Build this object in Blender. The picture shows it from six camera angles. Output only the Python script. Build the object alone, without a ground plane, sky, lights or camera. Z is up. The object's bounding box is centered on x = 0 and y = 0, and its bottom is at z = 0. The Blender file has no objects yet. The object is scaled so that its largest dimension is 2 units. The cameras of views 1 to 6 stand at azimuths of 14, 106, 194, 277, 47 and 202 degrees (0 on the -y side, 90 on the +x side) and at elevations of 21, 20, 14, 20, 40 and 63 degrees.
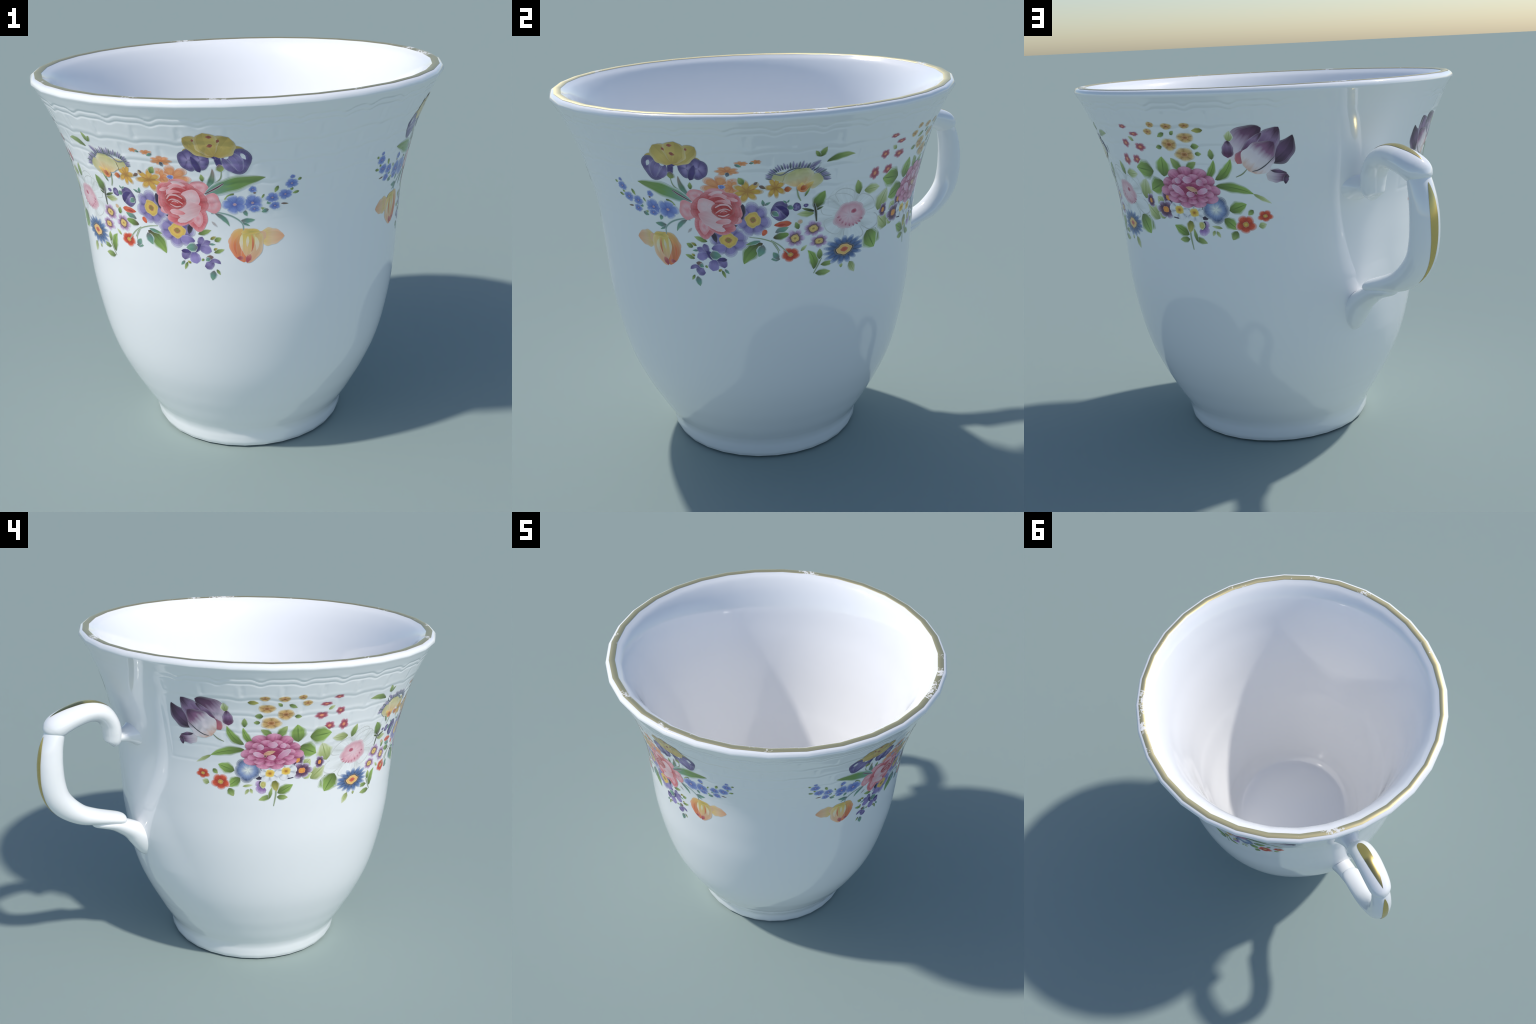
import bpy, math, random
import numpy as np
from mathutils import Matrix, Vector

random.seed(7)
RNG = np.random.default_rng(7)
SIDES = 32                       # the lip and the foot ring are slightly faceted, keeping a coarse low-poly mesh outline
FRONT = 45.55                    # azimuth of the mirror plane; the handle stands opposite

# ------------------------------------------------------------------ helpers
def catmull(points, per=12):
    """Smooth curve through control rows (any number of columns)."""
    p = np.array(points, float)
    p = np.vstack([2 * p[0] - p[1], p, 2 * p[-1] - p[-2]])
    out = []
    for i in range(1, len(p) - 2):
        a, b, c, d = p[i - 1], p[i], p[i + 1], p[i + 2]
        for k in range(per):
            t = k / per
            out.append(0.5 * (2 * b + (c - a) * t + (2 * a - 5 * b + 4 * c - d) * t * t + (3 * b - a - 3 * c + d) * t ** 3))
    out.append(p[-2])
    return np.array(out)


def smooth(a, b, x):
    t = np.clip((np.asarray(x, float) - a) / (b - a), 0, 1)
    return t * t * (3 - 2 * t)


def direction(azimuth):
    a = np.radians(azimuth)
    return np.stack([np.sin(a), -np.cos(a), np.zeros_like(a)], -1)


def grid_faces(rows, columns, wrap=False):
    faces = []
    for i in range(rows - 1):
        for j in range(columns if wrap else columns - 1):
            k = (j + 1) % columns
            faces.append((i * columns + j, i * columns + k, (i + 1) * columns + k, (i + 1) * columns + j))
    return faces


def make_object(name, points, faces, materials, parent=None, normals=None, indices=None, matrix=None):
    me = bpy.data.meshes.new(name)
    pts = np.asarray(points, float).reshape(-1, 3)
    if matrix is not None:
        inv = np.array(matrix.inverted())
        pts = pts @ inv[:3, :3].T + inv[:3, 3]
    me.from_pydata(pts.tolist(), [], faces)
    for m in materials:
        me.materials.append(m)
    if indices is not None:
        me.polygons.foreach_set("material_index", np.asarray(indices, np.int32))
    me.polygons.foreach_set("use_smooth", [True] * len(me.polygons))
    me.update()
    if normals is not None:
        n = np.asarray(normals, float).reshape(-1, 3)
        if matrix is not None:
            n = n @ np.array(matrix)[:3, :3]
            n /= np.linalg.norm(n, axis=1, keepdims=True)
        me.normals_split_custom_set_from_vertices(n.tolist())
    ob = bpy.data.objects.new(name, me)
    bpy.context.scene.collection.objects.link(ob)
    if matrix is not None:
        ob.matrix_world = matrix
    if parent is not None:
        ob.parent = parent
    return ob


# ------------------------------------------------------------------ materials
def srgb(r, g, b):
    f = lambda c: c / 12.92 if c <= 0.04045 else ((c + 0.055) / 1.055) ** 2.4
    return (f(r / 255), f(g / 255), f(b / 255), 1)


GLAZE = dict(Metallic=0.07, Roughness=0.07)


def new_material(name, **values):
    m = bpy.data.materials.new(name)
    m.use_nodes = True
    bsdf = m.node_tree.nodes["Principled BSDF"]
    for k, v in values.items():
        bsdf.inputs[k.replace("_", " ")].default_value = v
    return m, m.node_tree, bsdf


def porcelain():
    m, t, b = new_material("glazed_porcelain", **GLAZE)
    b.inputs["Base Color"].default_value = (0.97, 0.97, 0.97, 1)
    return m


def gold(worn):
    """Gilding; the rim's is scuffed, with white glaze showing in scratches and chips."""
    m, t, b = new_material("worn_gilding" if worn else "gilding", Metallic=0.9 if worn else 1.0, Roughness=0.25)
    b.inputs["Base Color"].default_value = srgb(214, 192, 124)
    if worn:
        co = t.nodes.new("ShaderNodeTexCoord")
        chips, scuffs = t.nodes.new("ShaderNodeTexNoise"), t.nodes.new("ShaderNodeTexNoise")
        for n, scale, detail, bent in ((chips, 5.0, 6, 0.6), (scuffs, 46.0, 5, 1.5)):
            n.inputs["Scale"].default_value, n.inputs["Detail"].default_value, n.inputs["Distortion"].default_value = scale, detail, bent
            t.links.new(co.outputs["Object"], n.inputs["Vector"])
        total = t.nodes.new("ShaderNodeMath")
        total.operation = "MULTIPLY_ADD"
        total.inputs[1].default_value = 2.0
        t.links.new(chips.outputs[0], total.inputs[0])
        t.links.new(scuffs.outputs[0], total.inputs[2])
        third = t.nodes.new("ShaderNodeMath")
        third.operation = "DIVIDE"
        third.inputs[1].default_value = 3.0
        t.links.new(total.outputs[0], third.inputs[0])
        mask = t.nodes.new("ShaderNodeValToRGB")
        mask.color_ramp.elements[0].position, mask.color_ramp.elements[1].position = 0.59, 0.62
        t.links.new(third.outputs[0], mask.inputs[0])
        colour = t.nodes.new("ShaderNodeMix")
        colour.data_type = "RGBA"
        colour.inputs[6].default_value, colour.inputs[7].default_value = srgb(222, 208, 160), (0.9, 0.88, 0.84, 1)
        t.links.new(mask.outputs[0], colour.inputs[0])
        t.links.new(colour.outputs[2], b.inputs["Base Color"])
        metal = t.nodes.new("ShaderNodeMath")
        metal.operation = "MULTIPLY_ADD"
        metal.inputs[1].default_value, metal.inputs[2].default_value = -0.8, 0.8
        t.links.new(mask.outputs[0], metal.inputs[0])
        t.links.new(metal.outputs[0], b.inputs["Metallic"])
        b.inputs["Roughness"].default_value = 0.38
    return m


# ------------------------------------------------------------------ cup body
OUTER = [(0.497, 0.010), (0.507, 0.03), (0.5125, 0.06), (0.517, 0.09), (0.528, 0.12), (0.545, 0.15), (0.5725, 0.195), (0.602, 0.249),
         (0.653, 0.347), (0.7115, 0.488), (0.7535, 0.651), (0.7885, 0.867), (0.8025, 1.084), (0.817, 1.301),
         (0.848, 1.464), (0.892, 1.627), (0.940, 1.745), (0.965, 1.80), (0.986, 1.838), (0.998, 1.858)]
LIP = [(1.0, 1.866), (0.997, 1.876), (0.988, 1.885), (0.968, 1.890), (0.950, 1.888), (0.936, 1.880)]
INNER = [(0.908, 1.858), (0.876, 1.812), (0.849, 1.755), (0.822, 1.68), (0.797, 1.59), (0.763, 1.464), (0.730, 1.301), (0.702, 1.12), (0.678, 0.97),
         (0.658, 0.867), (0.622, 0.651), (0.583, 0.488), (0.549, 0.365), (0.524, 0.28), (0.506, 0.215), (0.478, 0.160), (0.435, 0.122), (0.35, 0.110), (0.2, 0.105), (0.0, 0.105)]
UNDER = [(0.0, 0.04), (0.25, 0.04), (0.40, 0.038), (0.43, 0.026), (0.445, 0.010), (0.455, 0.006), (0.488, 0.006), (0.497, 0.010)]

_o = catmull(OUTER, 24)
OUT_Z, OUT_R = _o[:, 1], _o[:, 0]


def outer_radius(z):
    return np.interp(z, OUT_Z, OUT_R)


def facet(azimuth, z):
    """Ratio of the 32-sided outline to the round one: full at lip and foot, none on the wall."""
    step = 360 / SIDES
    a = np.radians((np.asarray(azimuth) + step / 2) % step - step / 2)
    # vertices stand at multiples of the step
    b = np.radians(step / 2) - np.abs(a)
    poly = math.cos(math.radians(step / 2)) / np.cos(b)
    w = np.maximum(smooth(1.74, 1.85, z), 1 - smooth(0.10, 0.30, z))
    return 1 + (poly - 1) * w - 0.0025 * (1 - w)


def side_angle(azimuth):
    """0 at the front plane, 180 at the handle, the same on both mirrored sides."""
    return np.abs((np.asarray(azimuth, float) - FRONT + 180) % 360 - 180)


UNIT = 12.37                     # degrees per weave unit
HANDLE = 225.0                   # azimuth of the handle
SHEET_DROP = -0.021              # one half's pattern and transfer sit a little lower than the other's


def relief(azimuth, z):
    """Basket-weave moulding below the lip: two wavy cords, then rows of short upright bars."""
    x = side_angle(azimuth)
    signed = (np.asarray(azimuth, float) - FRONT + 180) % 360 - 180
    z = np.asarray(z, float) - SHEET_DROP * (1 - smooth(-8, 8, signed))

    def near(u, w):
        return np.exp(-(u / w) ** 2)

    def cell(offset):
        return (x - 53.2 - offset + UNIT / 2) % UNIT - UNIT / 2

    c = cell(0)
    dip = -0.020 * near(c, 2.0) + 0.003 * np.cos(2 * np.pi * c / UNIT)
    h = -2.0 * near(z - (1.832 + dip), 0.0055) - 1.8 * near(z - (1.806 + 0.8 * dip), 0.0055)
    h = h + 0.9 * near(c, 1.2) * near(z - 1.826, 0.008)
    for row, z0 in enumerate((1.721, 1.631, 1.541, 1.451, 1.361)):
        odd = UNIT / 2 * (row % 2)
        zz = z - (z0 - 0.009 * near(cell(UNIT / 2 - odd), 2.2))
        h = h + 0.9 * near(zz - 0.014, 0.010) - 1.2 * near(zz + 0.003, 0.007)
        bar = cell(UNIT / 2 - odd)
        inrow = smooth(z0 + 0.005, z0 + 0.025, z) * (1 - smooth(z0 + 0.055, z0 + 0.08, z))
        h = h + inrow * (1.2 * near(bar - 0.4, 0.8) - 1.6 * near(bar + 0.8, 0.7))
    zone = smooth(1.30, 1.66, z) * (1 - smooth(1.842, 1.856, z)) * (1 - smooth(150, 161, x))
    frame = near(x - 160, 0.9) * smooth(1.34, 1.38, z) * (1 - smooth(1.62, 1.74, z)) + near(z - 1.356, 0.009) * smooth(146, 152, x) * (1 - smooth(159, 161, x))
    return 0.0011 * (h * zone - 0.8 * frame)


def swell(azimuth, z):
    """The wall swells out softly where the handle grows from it."""
    away = np.abs((np.asarray(azimuth, float) - HANDLE + 180) % 360 - 180)
    height = np.interp(z, [0.30, 0.45, 0.62, 0.80, 1.0, 1.3, 1.6, 1.78], [0, 0.010, 0.025, 0.028, 0.018, 0.008, 0.008, 0])
    width = np.interp(z, [0.3, 0.62, 0.8, 1.0, 1.2, 1.5, 1.8], [30, 30, 24, 17, 18, 23, 25])
    return height * (1 - smooth(0, 1, away / width))


def wall_point(azimuth, z, lift=0.0, moulded=False):
    """Point and shading normal on the outer wall."""
    az, z = np.broadcast_arrays(np.asarray(azimuth, float), np.asarray(z, float))
    r = outer_radius(z) * facet(az, z) + swell(az, z) + (0.14 * relief(az, z) if moulded else 0) + lift
    p = direction(az) * r[..., None]
    p[..., 2] = z
    return p


def wall_normal(azimuth, z):
    az, z = np.broadcast_arrays(np.asarray(azimuth, float), np.asarray(z, float))
    e, da = 0.002, 0.12
    rr = lambda a, q: outer_radius(q) + relief(a, q) + swell(a, q)
    dz = (rr(az, z + e) - rr(az, z - e)) / (2 * e)
    r = rr(az, z)
    dt = (rr(az + da, z) - rr(az - da, z)) / np.radians(2 * da) / r
    d, t = direction(az), np.stack([np.cos(np.radians(az)), np.sin(np.radians(az)), np.zeros_like(az)], -1)
    n = d - t * dt[..., None] - np.array([0, 0, 1.0]) * dz[..., None]
    return n / np.linalg.norm(n, axis=-1, keepdims=True)


def lathe(name, rows, azimuths, material, parent, moulded=False, tangents=None):
    """Rows of (radius, z) turned about the axis."""
    rows = np.array(rows)
    r, z = rows[:, 0], rows[:, 1]
    A, Zg = np.meshgrid(azimuths, z)
    Rg = r[:, None] * facet(A, np.where(A > -1e9, Zg, 0))
    if moulded:
        Rg = Rg + swell(A, Zg) + 0.14 * relief(A, Zg)
    P = direction(A) * Rg[..., None]
    P[..., 2] = Zg
    tr, tz = (np.gradient(r), np.gradient(z)) if tangents is None else tangents.T
    ln = np.hypot(tr, tz) + 1e-9
    N = direction(A) * (tz / ln)[:, None, None]
    N[..., 2] = (-tr / ln)[:, None]
    if moulded:
        N = wall_normal(A, Zg)
    return make_object(name, P, grid_faces(len(r), len(azimuths), True), [material], parent, N)


# ------------------------------------------------------------------ handle
H = direction(np.array(HANDLE))                       # out along the handle
S = np.array([-H[1], H[0], 0])                               # across it
UP = np.array([0, 0, 1.0])


class Sweep:
    """Tube along a curve in the handle's plane; rows are (out, height, half depth, half width)."""

    def __init__(self, rows, per=10):
        self.c = catmull(rows, per)
        d = np.gradient(self.c[:, :2], axis=0)
        d /= np.linalg.norm(d, axis=1, keepdims=True)
        self.n = np.stack([-d[:, 1], d[:, 0]], 1)

    def at(self, i, angle, lift=0.0, power=1.9):
        """Surface point at row index i (may be fractional) and angle; angle 0 is the outer edge."""
        k = np.arange(len(self.c))
        col = lambda a: np.interp(i, k, a)
        o, z, a, b = (col(self.c[:, j]) for j in range(4))
        nx, nz = col(self.n[:, 0]), col(self.n[:, 1])
        ca, sa = np.cos(angle), np.sin(angle)
        ca = np.sign(ca) * np.abs(ca) ** (2 / power) * (a + lift)
        sa = np.sign(sa) * np.abs(sa) ** (2 / power) * (b + lift)
        return (o + nx * ca)[..., None] * H + sa[..., None] * S + (z + nz * ca)[..., None] * UP

    def mesh(self, around=28):
        n = len(self.c)
        I, A = np.meshgrid(np.arange(n, dtype=float), np.arange(around) * 2 * np.pi / around, indexing="ij")
        P = self.at(I, A).reshape(-1, 3)
        faces = grid_faces(n, around, True)
        faces += [tuple(range(around))[::-1], tuple(range((n - 1) * around, n * around))]
        return P, faces


SCROLL = Sweep([(0.962, 1.352, 0.012, 0.014), (0.957, 1.358, 0.032, 0.040), (0.953, 1.378, 0.044, 0.058), (0.953, 1.42, 0.047, 0.066), (0.965, 1.475, 0.048, 0.070), (1.0, 1.524, 0.050, 0.074),
                (1.05, 1.550, 0.053, 0.077), (1.11, 1.555, 0.056, 0.079), (1.18, 1.540, 0.058, 0.078), (1.235, 1.520, 0.060, 0.075), (1.268, 1.502, 0.060, 0.070),
                (1.286, 1.484, 0.052, 0.060), (1.292, 1.470, 0.035, 0.040)])
GRIP = Sweep([(1.262, 1.50, 0.045, 0.050), (1.277, 1.465, 0.052, 0.058), (1.292, 1.42, 0.057, 0.062), (1.303, 1.37, 0.062, 0.065), (1.310, 1.30, 0.066, 0.068), (1.306, 1.21, 0.068, 0.068),
              (1.284, 1.128, 0.066, 0.068), (1.236, 1.062, 0.062, 0.067), (1.16, 1.004, 0.053, 0.070), (1.08, 0.972, 0.044, 0.070), (1.0, 0.948, 0.037, 0.068),
              (0.94, 0.930, 0.033, 0.064), (0.912, 0.921, 0.026, 0.048), (0.900, 0.916, 0.012, 0.018)])
BRACKET = Sweep([(1.092, 0.936, 0.008, 0.010), (1.075, 0.931, 0.022, 0.040), (1.03, 0.922, 0.030, 0.054), (0.96, 0.902, 0.040, 0.062), (0.89, 0.862, 0.048, 0.064),
                 (0.85, 0.834, 0.056, 0.066), (0.82, 0.808, 0.066, 0.068), (0.79, 0.786, 0.080, 0.070), (0.76, 0.768, 0.094, 0.070), (0.73, 0.752, 0.10, 0.064)])
STUB = Sweep([(0.965, 1.39, 0.030, 0.044), (0.925, 1.392, 0.031, 0.048), (0.89, 1.393, 0.036, 0.054), (0.86, 1.394, 0.048, 0.070), (0.835, 1.395, 0.066, 0.092), (0.81, 1.396, 0.085, 0.115)])


def gilding_patch(name, sweep, start, end, width, material, parent, skew=0.5):
    """A long lens of gold on the outer edge of a tube."""
    n, m = 40, 9
    t = np.linspace(0, 1, n)
    w = width * np.sin(np.pi * t ** skew) ** 0.9
    I = np.repeat((start + (end - start) * t)[:, None], m, 1)
    A = w[:, None] * np.linspace(-1, 1, m)[None]
    P = sweep.at(I, A + math.pi * OUTSIDE, 0.0012)
    return make_object(name, P, grid_faces(n, m), [material], parent)


OUTSIDE = 0


# ------------------------------------------------------------------ floral print
# The print is laid out on a sheet: degrees away from the front plane, and height.
# Both halves of the cup carry the same sheet, mirrored.
def ink(r, g, b):
    """Colour as it looks on the lit wall, a little greyed, turned into a base colour."""
    grey = 0.3 * r + 0.59 * g + 0.11 * b
    c, w = srgb(*(v + 0.13 * (grey - v) for v in (r, g, b))), srgb(212, 221, 227)
    return tuple(min(0.97, 0.97 * c[i] / w[i]) for i in range(3)) + (1,)


WHITE = (0.97, 0.97, 0.97, 1)
GREEN, DEEP, PALE = (112, 150, 66), (66, 88, 44), (165, 182, 122)
TEAL, MAROON = (98, 142, 132), (92, 58, 70)

# shape, colours from base to tip, vein colour, how dark the shaded half is
LEAVES = {
    "green": ("leaf", [(86, 104, 60), (124, 154, 82), (156, 176, 110)], None, 0.9),
    "leaf": ("leaf", [(84, 104, 56), (122, 158, 74), (140, 178, 88)], (92, 126, 56), 0.88),
    "leaf_deep": ("leaf", [(80, 64, 56), (106, 142, 70), (126, 160, 78)], None, 0.86),
    "leaf_dark": ("leaf", [(52, 56, 40), (72, 92, 50), (110, 130, 80)], None, 0.9),
    "leaf_pale": ("leaf", [(124, 142, 82), (168, 186, 124), (196, 208, 172)], (138, 158, 92), 0.93),
    "olive": ("leaf", [(96, 104, 44), (150, 152, 70), (176, 172, 96)], None, 0.85),
    "green_teal": ("leaf", [(96, 144, 138), (98, 146, 122), (120, 154, 84)], None, 0.9),
    "teal": ("leaf", [(112, 112, 116), (96, 146, 134), (116, 160, 132)], None, 0.9),
    "teal_long": ("leaf", [(120, 156, 158), (88, 132, 104), (150, 132, 128)], None, 0.9),
    "long": ("leaf", [(104, 152, 150), (104, 146, 76), (116, 142, 78)], None, 0.96),
    "brown": ("leaf", [(120, 100, 104), (120, 96, 84), (126, 118, 82)], None, 0.9),
    "grey": ("leaf", [(178, 178, 182), (170, 168, 172), (186, 190, 196)], None, 1.0),
    "slate": ("leaf", [(84, 92, 108), (92, 104, 118), (128, 140, 152)], None, 0.9),
    "shade": ("leaf", [(66, 58, 82), (56, 50, 70), (72, 64, 90)], None, 1.0),
    "calyx": ("leaf", [(140, 158, 84), (128, 146, 84), (120, 90, 120)], None, 0.9),
    "pale": ("leaf", [(192, 200, 214), (205, 214, 222), (198, 208, 218)], None, 1.0),
    "violet": ("petal", [(90, 78, 136), (132, 122, 178), (104, 92, 150)], None, 0.88),
    "violet_pale": ("petal", [(92, 80, 148), (142, 132, 192), (134, 124, 188)], None, 0.94),
    "violet_deep": ("petal", [(74, 62, 124), (76, 64, 130), (64, 52, 104)], None, 0.92),
    "ochre": ("petal", [(178, 150, 76), (194, 172, 90), (172, 152, 78)], None, 0.9),
    "rust": ("leaf", [(158, 92, 66), (146, 74, 64), (170, 116, 70)], None, 1.0),
    "peach": ("egg", [(222, 188, 96), (226, 182, 142), (222, 160, 122)], None, 0.95),
    "peach_stripe": ("leaf", [(220, 206, 150), (224, 204, 176), (228, 190, 160)], None, 1.0),
    "orange_stripe": ("leaf", [(216, 158, 90), (208, 116, 74), (204, 104, 70)], None, 1.0),
    "orange": ("egg", [(222, 176, 98), (226, 140, 92), (216, 116, 76)], None, 0.9),
    "tulip_gold": ("egg", [(206, 184, 76), (224, 190, 112), (226, 172, 132)], None, 0.95),
    "crimson": ("leaf", [(206, 130, 116), (182, 84, 88), (172, 70, 84)], None, 1.0),
    "poppy": ("petal", [(214, 172, 112), (200, 194, 150), (176, 178, 120)], None, 0.96),
    "flame": ("leaf", [(206, 112, 60), (222, 160, 84), (216, 192, 108)], None, 0.9),
    "flame_deep": ("leaf", [(176, 78, 44), (200, 106, 60), (216, 150, 96)], None, 0.9),
    "thistle": ("leaf", [(94, 92, 128), (126, 122, 164), (156, 156, 188)], None, 0.95),
    "rose_light": ("petal", [(206, 104, 112), (222, 152, 160), (226, 172, 182)], None, 0.94),
    "rose_pale": ("petal", [(216, 150, 160), (226, 180, 188), (226, 186, 194)], None, 0.97),
    "pink_stroke": ("leaf", [(166, 92, 112), (206, 140, 162), (222, 182, 196)], None, 1.0),
    "scarlet": ("petal", [(196, 76, 52), (216, 100, 66), (206, 88, 60)], None, 0.9),
    "scarlet_deep": ("leaf", [(172, 56, 48), (182, 62, 50), (190, 76, 56)], None, 1.0),
    "lilac": ("petal", [(112, 74, 138), (150, 116, 182), (196, 182, 216)], None, 0.95),
    "tulip_dark": ("leaf", [(66, 52, 66), (104, 76, 116), (66, 46, 68)], None, 0.75),
    "tulip_mid": ("egg", [(110, 62, 104), (94, 56, 92), (118, 88, 130), (138, 112, 152), (76, 48, 78)], None, 0.85),
    "tulip_back": ("egg", [(204, 198, 204), (192, 184, 200), (164, 144, 172), (104, 68, 104), (70, 44, 72)], None, 0.92),
    "tulip_front": ("egg", [(204, 168, 152), (210, 204, 212), (200, 194, 208), (136, 94, 132), (88, 54, 88)], None, 0.95),
    "tulip_red": ("leaf", [(188, 104, 110), (168, 92, 112), (122, 72, 110)], None, 0.95),
    "peony_pale": ("petal", [(186, 96, 144), (206, 150, 184), (200, 172, 196)], None, 0.96),
    "stamen": ("leaf", [(196, 128, 116), (204, 162, 126), (200, 150, 124)], None, 0.9),
}
STEMS = {
    "stem": (128, 150, 112), "maroon": (96, 62, 74), "teal": (116, 152, 146), "rose_line": (226, 158, 164), "slate": (78, 84, 96),
    "faint": (184, 192, 194), "dark_stem": (62, 66, 46), "thin_green": (110, 124, 84), "tulip_line": (62, 46, 60),
}
# petals, notch depth, roundness, colours from centre to edge, gap colour, gap strength, hearts: (radius, colours)
BLOSSOMS = {
    "sky": (5, 0.30, 0.5, [(80, 98, 180), (112, 136, 206), (130, 152, 212)], (78, 96, 176), 0.5, [(0.15, [(190, 150, 150), (160, 140, 176)])]),
    "violet_fall": (3, 0.06, 0.6, [(150, 140, 188), (126, 116, 172), (76, 64, 122)], (80, 68, 126), 0.8, []),
    "peach": (3, 0.05, 0.6, [(224, 184, 128), (226, 180, 140), (222, 170, 130)], (222, 160, 120), 0.2, []),
    "gold_cap": (3, 0.05, 0.6, [(184, 168, 82), (206, 178, 88), (214, 186, 96)], (160, 156, 80), 0.3, []),
    "anemone": (7, 0.26, 0.5, [(84, 72, 132), (136, 128, 184), (144, 136, 190)], (84, 74, 134), 0.75, [(0.45, [(188, 130, 66), (214, 182, 84), (196, 164, 72)]), (0.17, [(132, 134, 62), (176, 110, 64)])]),
    "apricot": (7, 0.40, 0.6, [(206, 124, 76), (222, 152, 100), (216, 142, 96)], (194, 108, 72), 0.6, []),
    "maple": (7, 0.50, 1.0, [(176, 132, 62), (204, 166, 72), (190, 146, 66)], (170, 96, 62), 0.6, []),
    "rose": (4, 0.08, 0.5, [(186, 74, 84), (206, 98, 108), (214, 124, 134)], (186, 76, 86), 0.3, []),
    "rose_light": (3, 0.06, 0.6, [(216, 140, 152), (226, 170, 180), (220, 132, 142)], (212, 124, 134), 0.3, []),
    "rose_pale": (3, 0.05, 0.6, [(226, 184, 192), (226, 184, 192), (220, 160, 170)], (220, 160, 170), 0.25, []),
    "rose_heart": (7, 0.07, 0.5, [(172, 54, 58), (188, 68, 74), (206, 98, 108)], (166, 50, 54), 0.5, []),
    "rose_core": (5, 0.08, 0.5, [(206, 100, 104), (182, 60, 62), (188, 72, 76)], (160, 48, 50), 0.6, []),
    "white_petals": (6, 0.20, 0.4, [(196, 200, 196), (230, 236, 238), (214, 222, 226)], (176, 186, 186), 0.6, []),
    "pink_heart": (9, 0.08, 0.6, [(220, 190, 202), (214, 174, 188), (198, 140, 158)], (202, 150, 168), 0.5, []),
    "pink_dot": (5, 0.25, 0.5, [(168, 70, 98), (188, 92, 118), (206, 140, 160)], (160, 80, 104), 0.4, []),
    "pink_star": (5, 0.34, 0.8, [(196, 96, 82), (160, 72, 90), (196, 138, 162)], (150, 84, 110), 0.4, [(0.26, [(232, 156, 108), (216, 120, 92)])]),
    "buff": (5, 0.14, 0.5, [(160, 104, 58), (196, 158, 94), (208, 186, 128)], (150, 108, 60), 0.75, [(0.36, [(138, 84, 50), (196, 142, 84)])]),
    "bud": (3, 0.1, 0.6, [(206, 160, 130), (206, 176, 150), (190, 190, 150)], (180, 150, 120), 0.3, []),
    "scarlet": (5, 0.26, 0.5, [(150, 60, 40), (196, 66, 46), (216, 98, 66)], (166, 56, 42), 0.5, [(0.30, [(214, 176, 76), (176, 126, 54)])]),
    "plum": (6, 0.36, 0.7, [(120, 76, 104), (150, 112, 160), (198, 178, 214)], (120, 84, 120), 0.5, [(0.56, [(96, 56, 70), (104, 64, 88)]), (0.42, [(168, 130, 62), (222, 192, 112), (190, 150, 80)])]),
    "plum_dark": (6, 0.30, 0.6, [(80, 46, 62), (98, 66, 96), (156, 136, 178)], (70, 48, 74), 0.7, [(0.34, [(236, 158, 66), (216, 122, 50)])]),
    "daisy": (15, 0.30, 0.9, [(44, 54, 78), (72, 100, 150), (98, 130, 182)], (44, 60, 98), 0.7, [(0.46, [(48, 48, 62), (52, 54, 72)]), (0.36, [(214, 150, 80), (226, 182, 100), (216, 166, 90)]), (0.18, [(186, 76, 60), (200, 106, 74)])]),
    "morning_glory": (5, 0.14, 0.5, [(222, 228, 216), (124, 148, 194), (54, 70, 112)], (96, 118, 170), 0.4, []),
    "olive_dot": (3, 0.1, 0.5, [(196, 188, 108), (176, 176, 96), (190, 192, 130)], (150, 150, 84), 0.3, []),
    "white_daisy": (6, 0.22, 0.5, [(214, 222, 214), (236, 240, 240), (206, 212, 222)], (132, 142, 162), 0.8, [(0.44, [(160, 98, 40), (226, 176, 60), (222, 194, 104)])]),
    "peony": (11, 0.16, 0.5, [(136, 42, 84), (156, 52, 102), (206, 128, 168)], (136, 44, 86), 0.95, []),
    "peony_inner": (9, 0.14, 0.5, [(150, 50, 78), (156, 56, 100), (182, 86, 132)], (138, 46, 84), 0.7, []),
    "stamen_dot": (3, 0.1, 0.5, [(110, 70, 64), (130, 84, 76), (160, 110, 96)], (110, 70, 64), 0.3, []),
}


class Nodes:
    def __init__(self, tree):
        self.t = tree

    def add(self, kind, **props):
        n = self.t.nodes.new(kind)
        for k, v in props.items():
            setattr(n, k, v)
        return n

    def math(self, op, a, b=None, clamp=False):
        n = self.add("ShaderNodeMath", operation=op, use_clamp=clamp)
        for i, v in enumerate((a, b)):
            if v is None:
                continue
            if isinstance(v, (int, float)):
                n.inputs[i].default_value = v
            else:
                self.t.links.new(v, n.inputs[i])
        return n.outputs[0]

    def ramp(self, fac, colours, lo=0.0, hi=1.0):
        n = self.add("ShaderNodeValToRGB")
        e = n.color_ramp.elements
        while len(e) < len(colours):
            e.new(0.5)
        for i, c in enumerate(colours):
            e[i].position = lo + (hi - lo) * i / (len(colours) - 1)
            e[i].color = c
        self.t.links.new(fac, n.inputs[0])
        return n.outputs[0]

    def mix(self, fac, a, b, blend="MIX"):
        n = self.add("ShaderNodeMix", data_type="RGBA", blend_type=blend)
        for sock, v in ((n.inputs[0], fac), (n.inputs[6], a), (n.inputs[7], b)):
            if isinstance(v, (int, float)):
                sock.default_value = v
            elif isinstance(v, tuple):
                sock.default_value = v
            else:
                self.t.links.new(v, sock)
        return n.outputs[2]


def toward_white(c, k):
    return tuple(c[i] * (1 - k) + WHITE[i] * k for i in range(3)) + (1,)


def darker(c, k):
    return tuple(c[i] * k for i in range(3)) + (1,)


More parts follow.
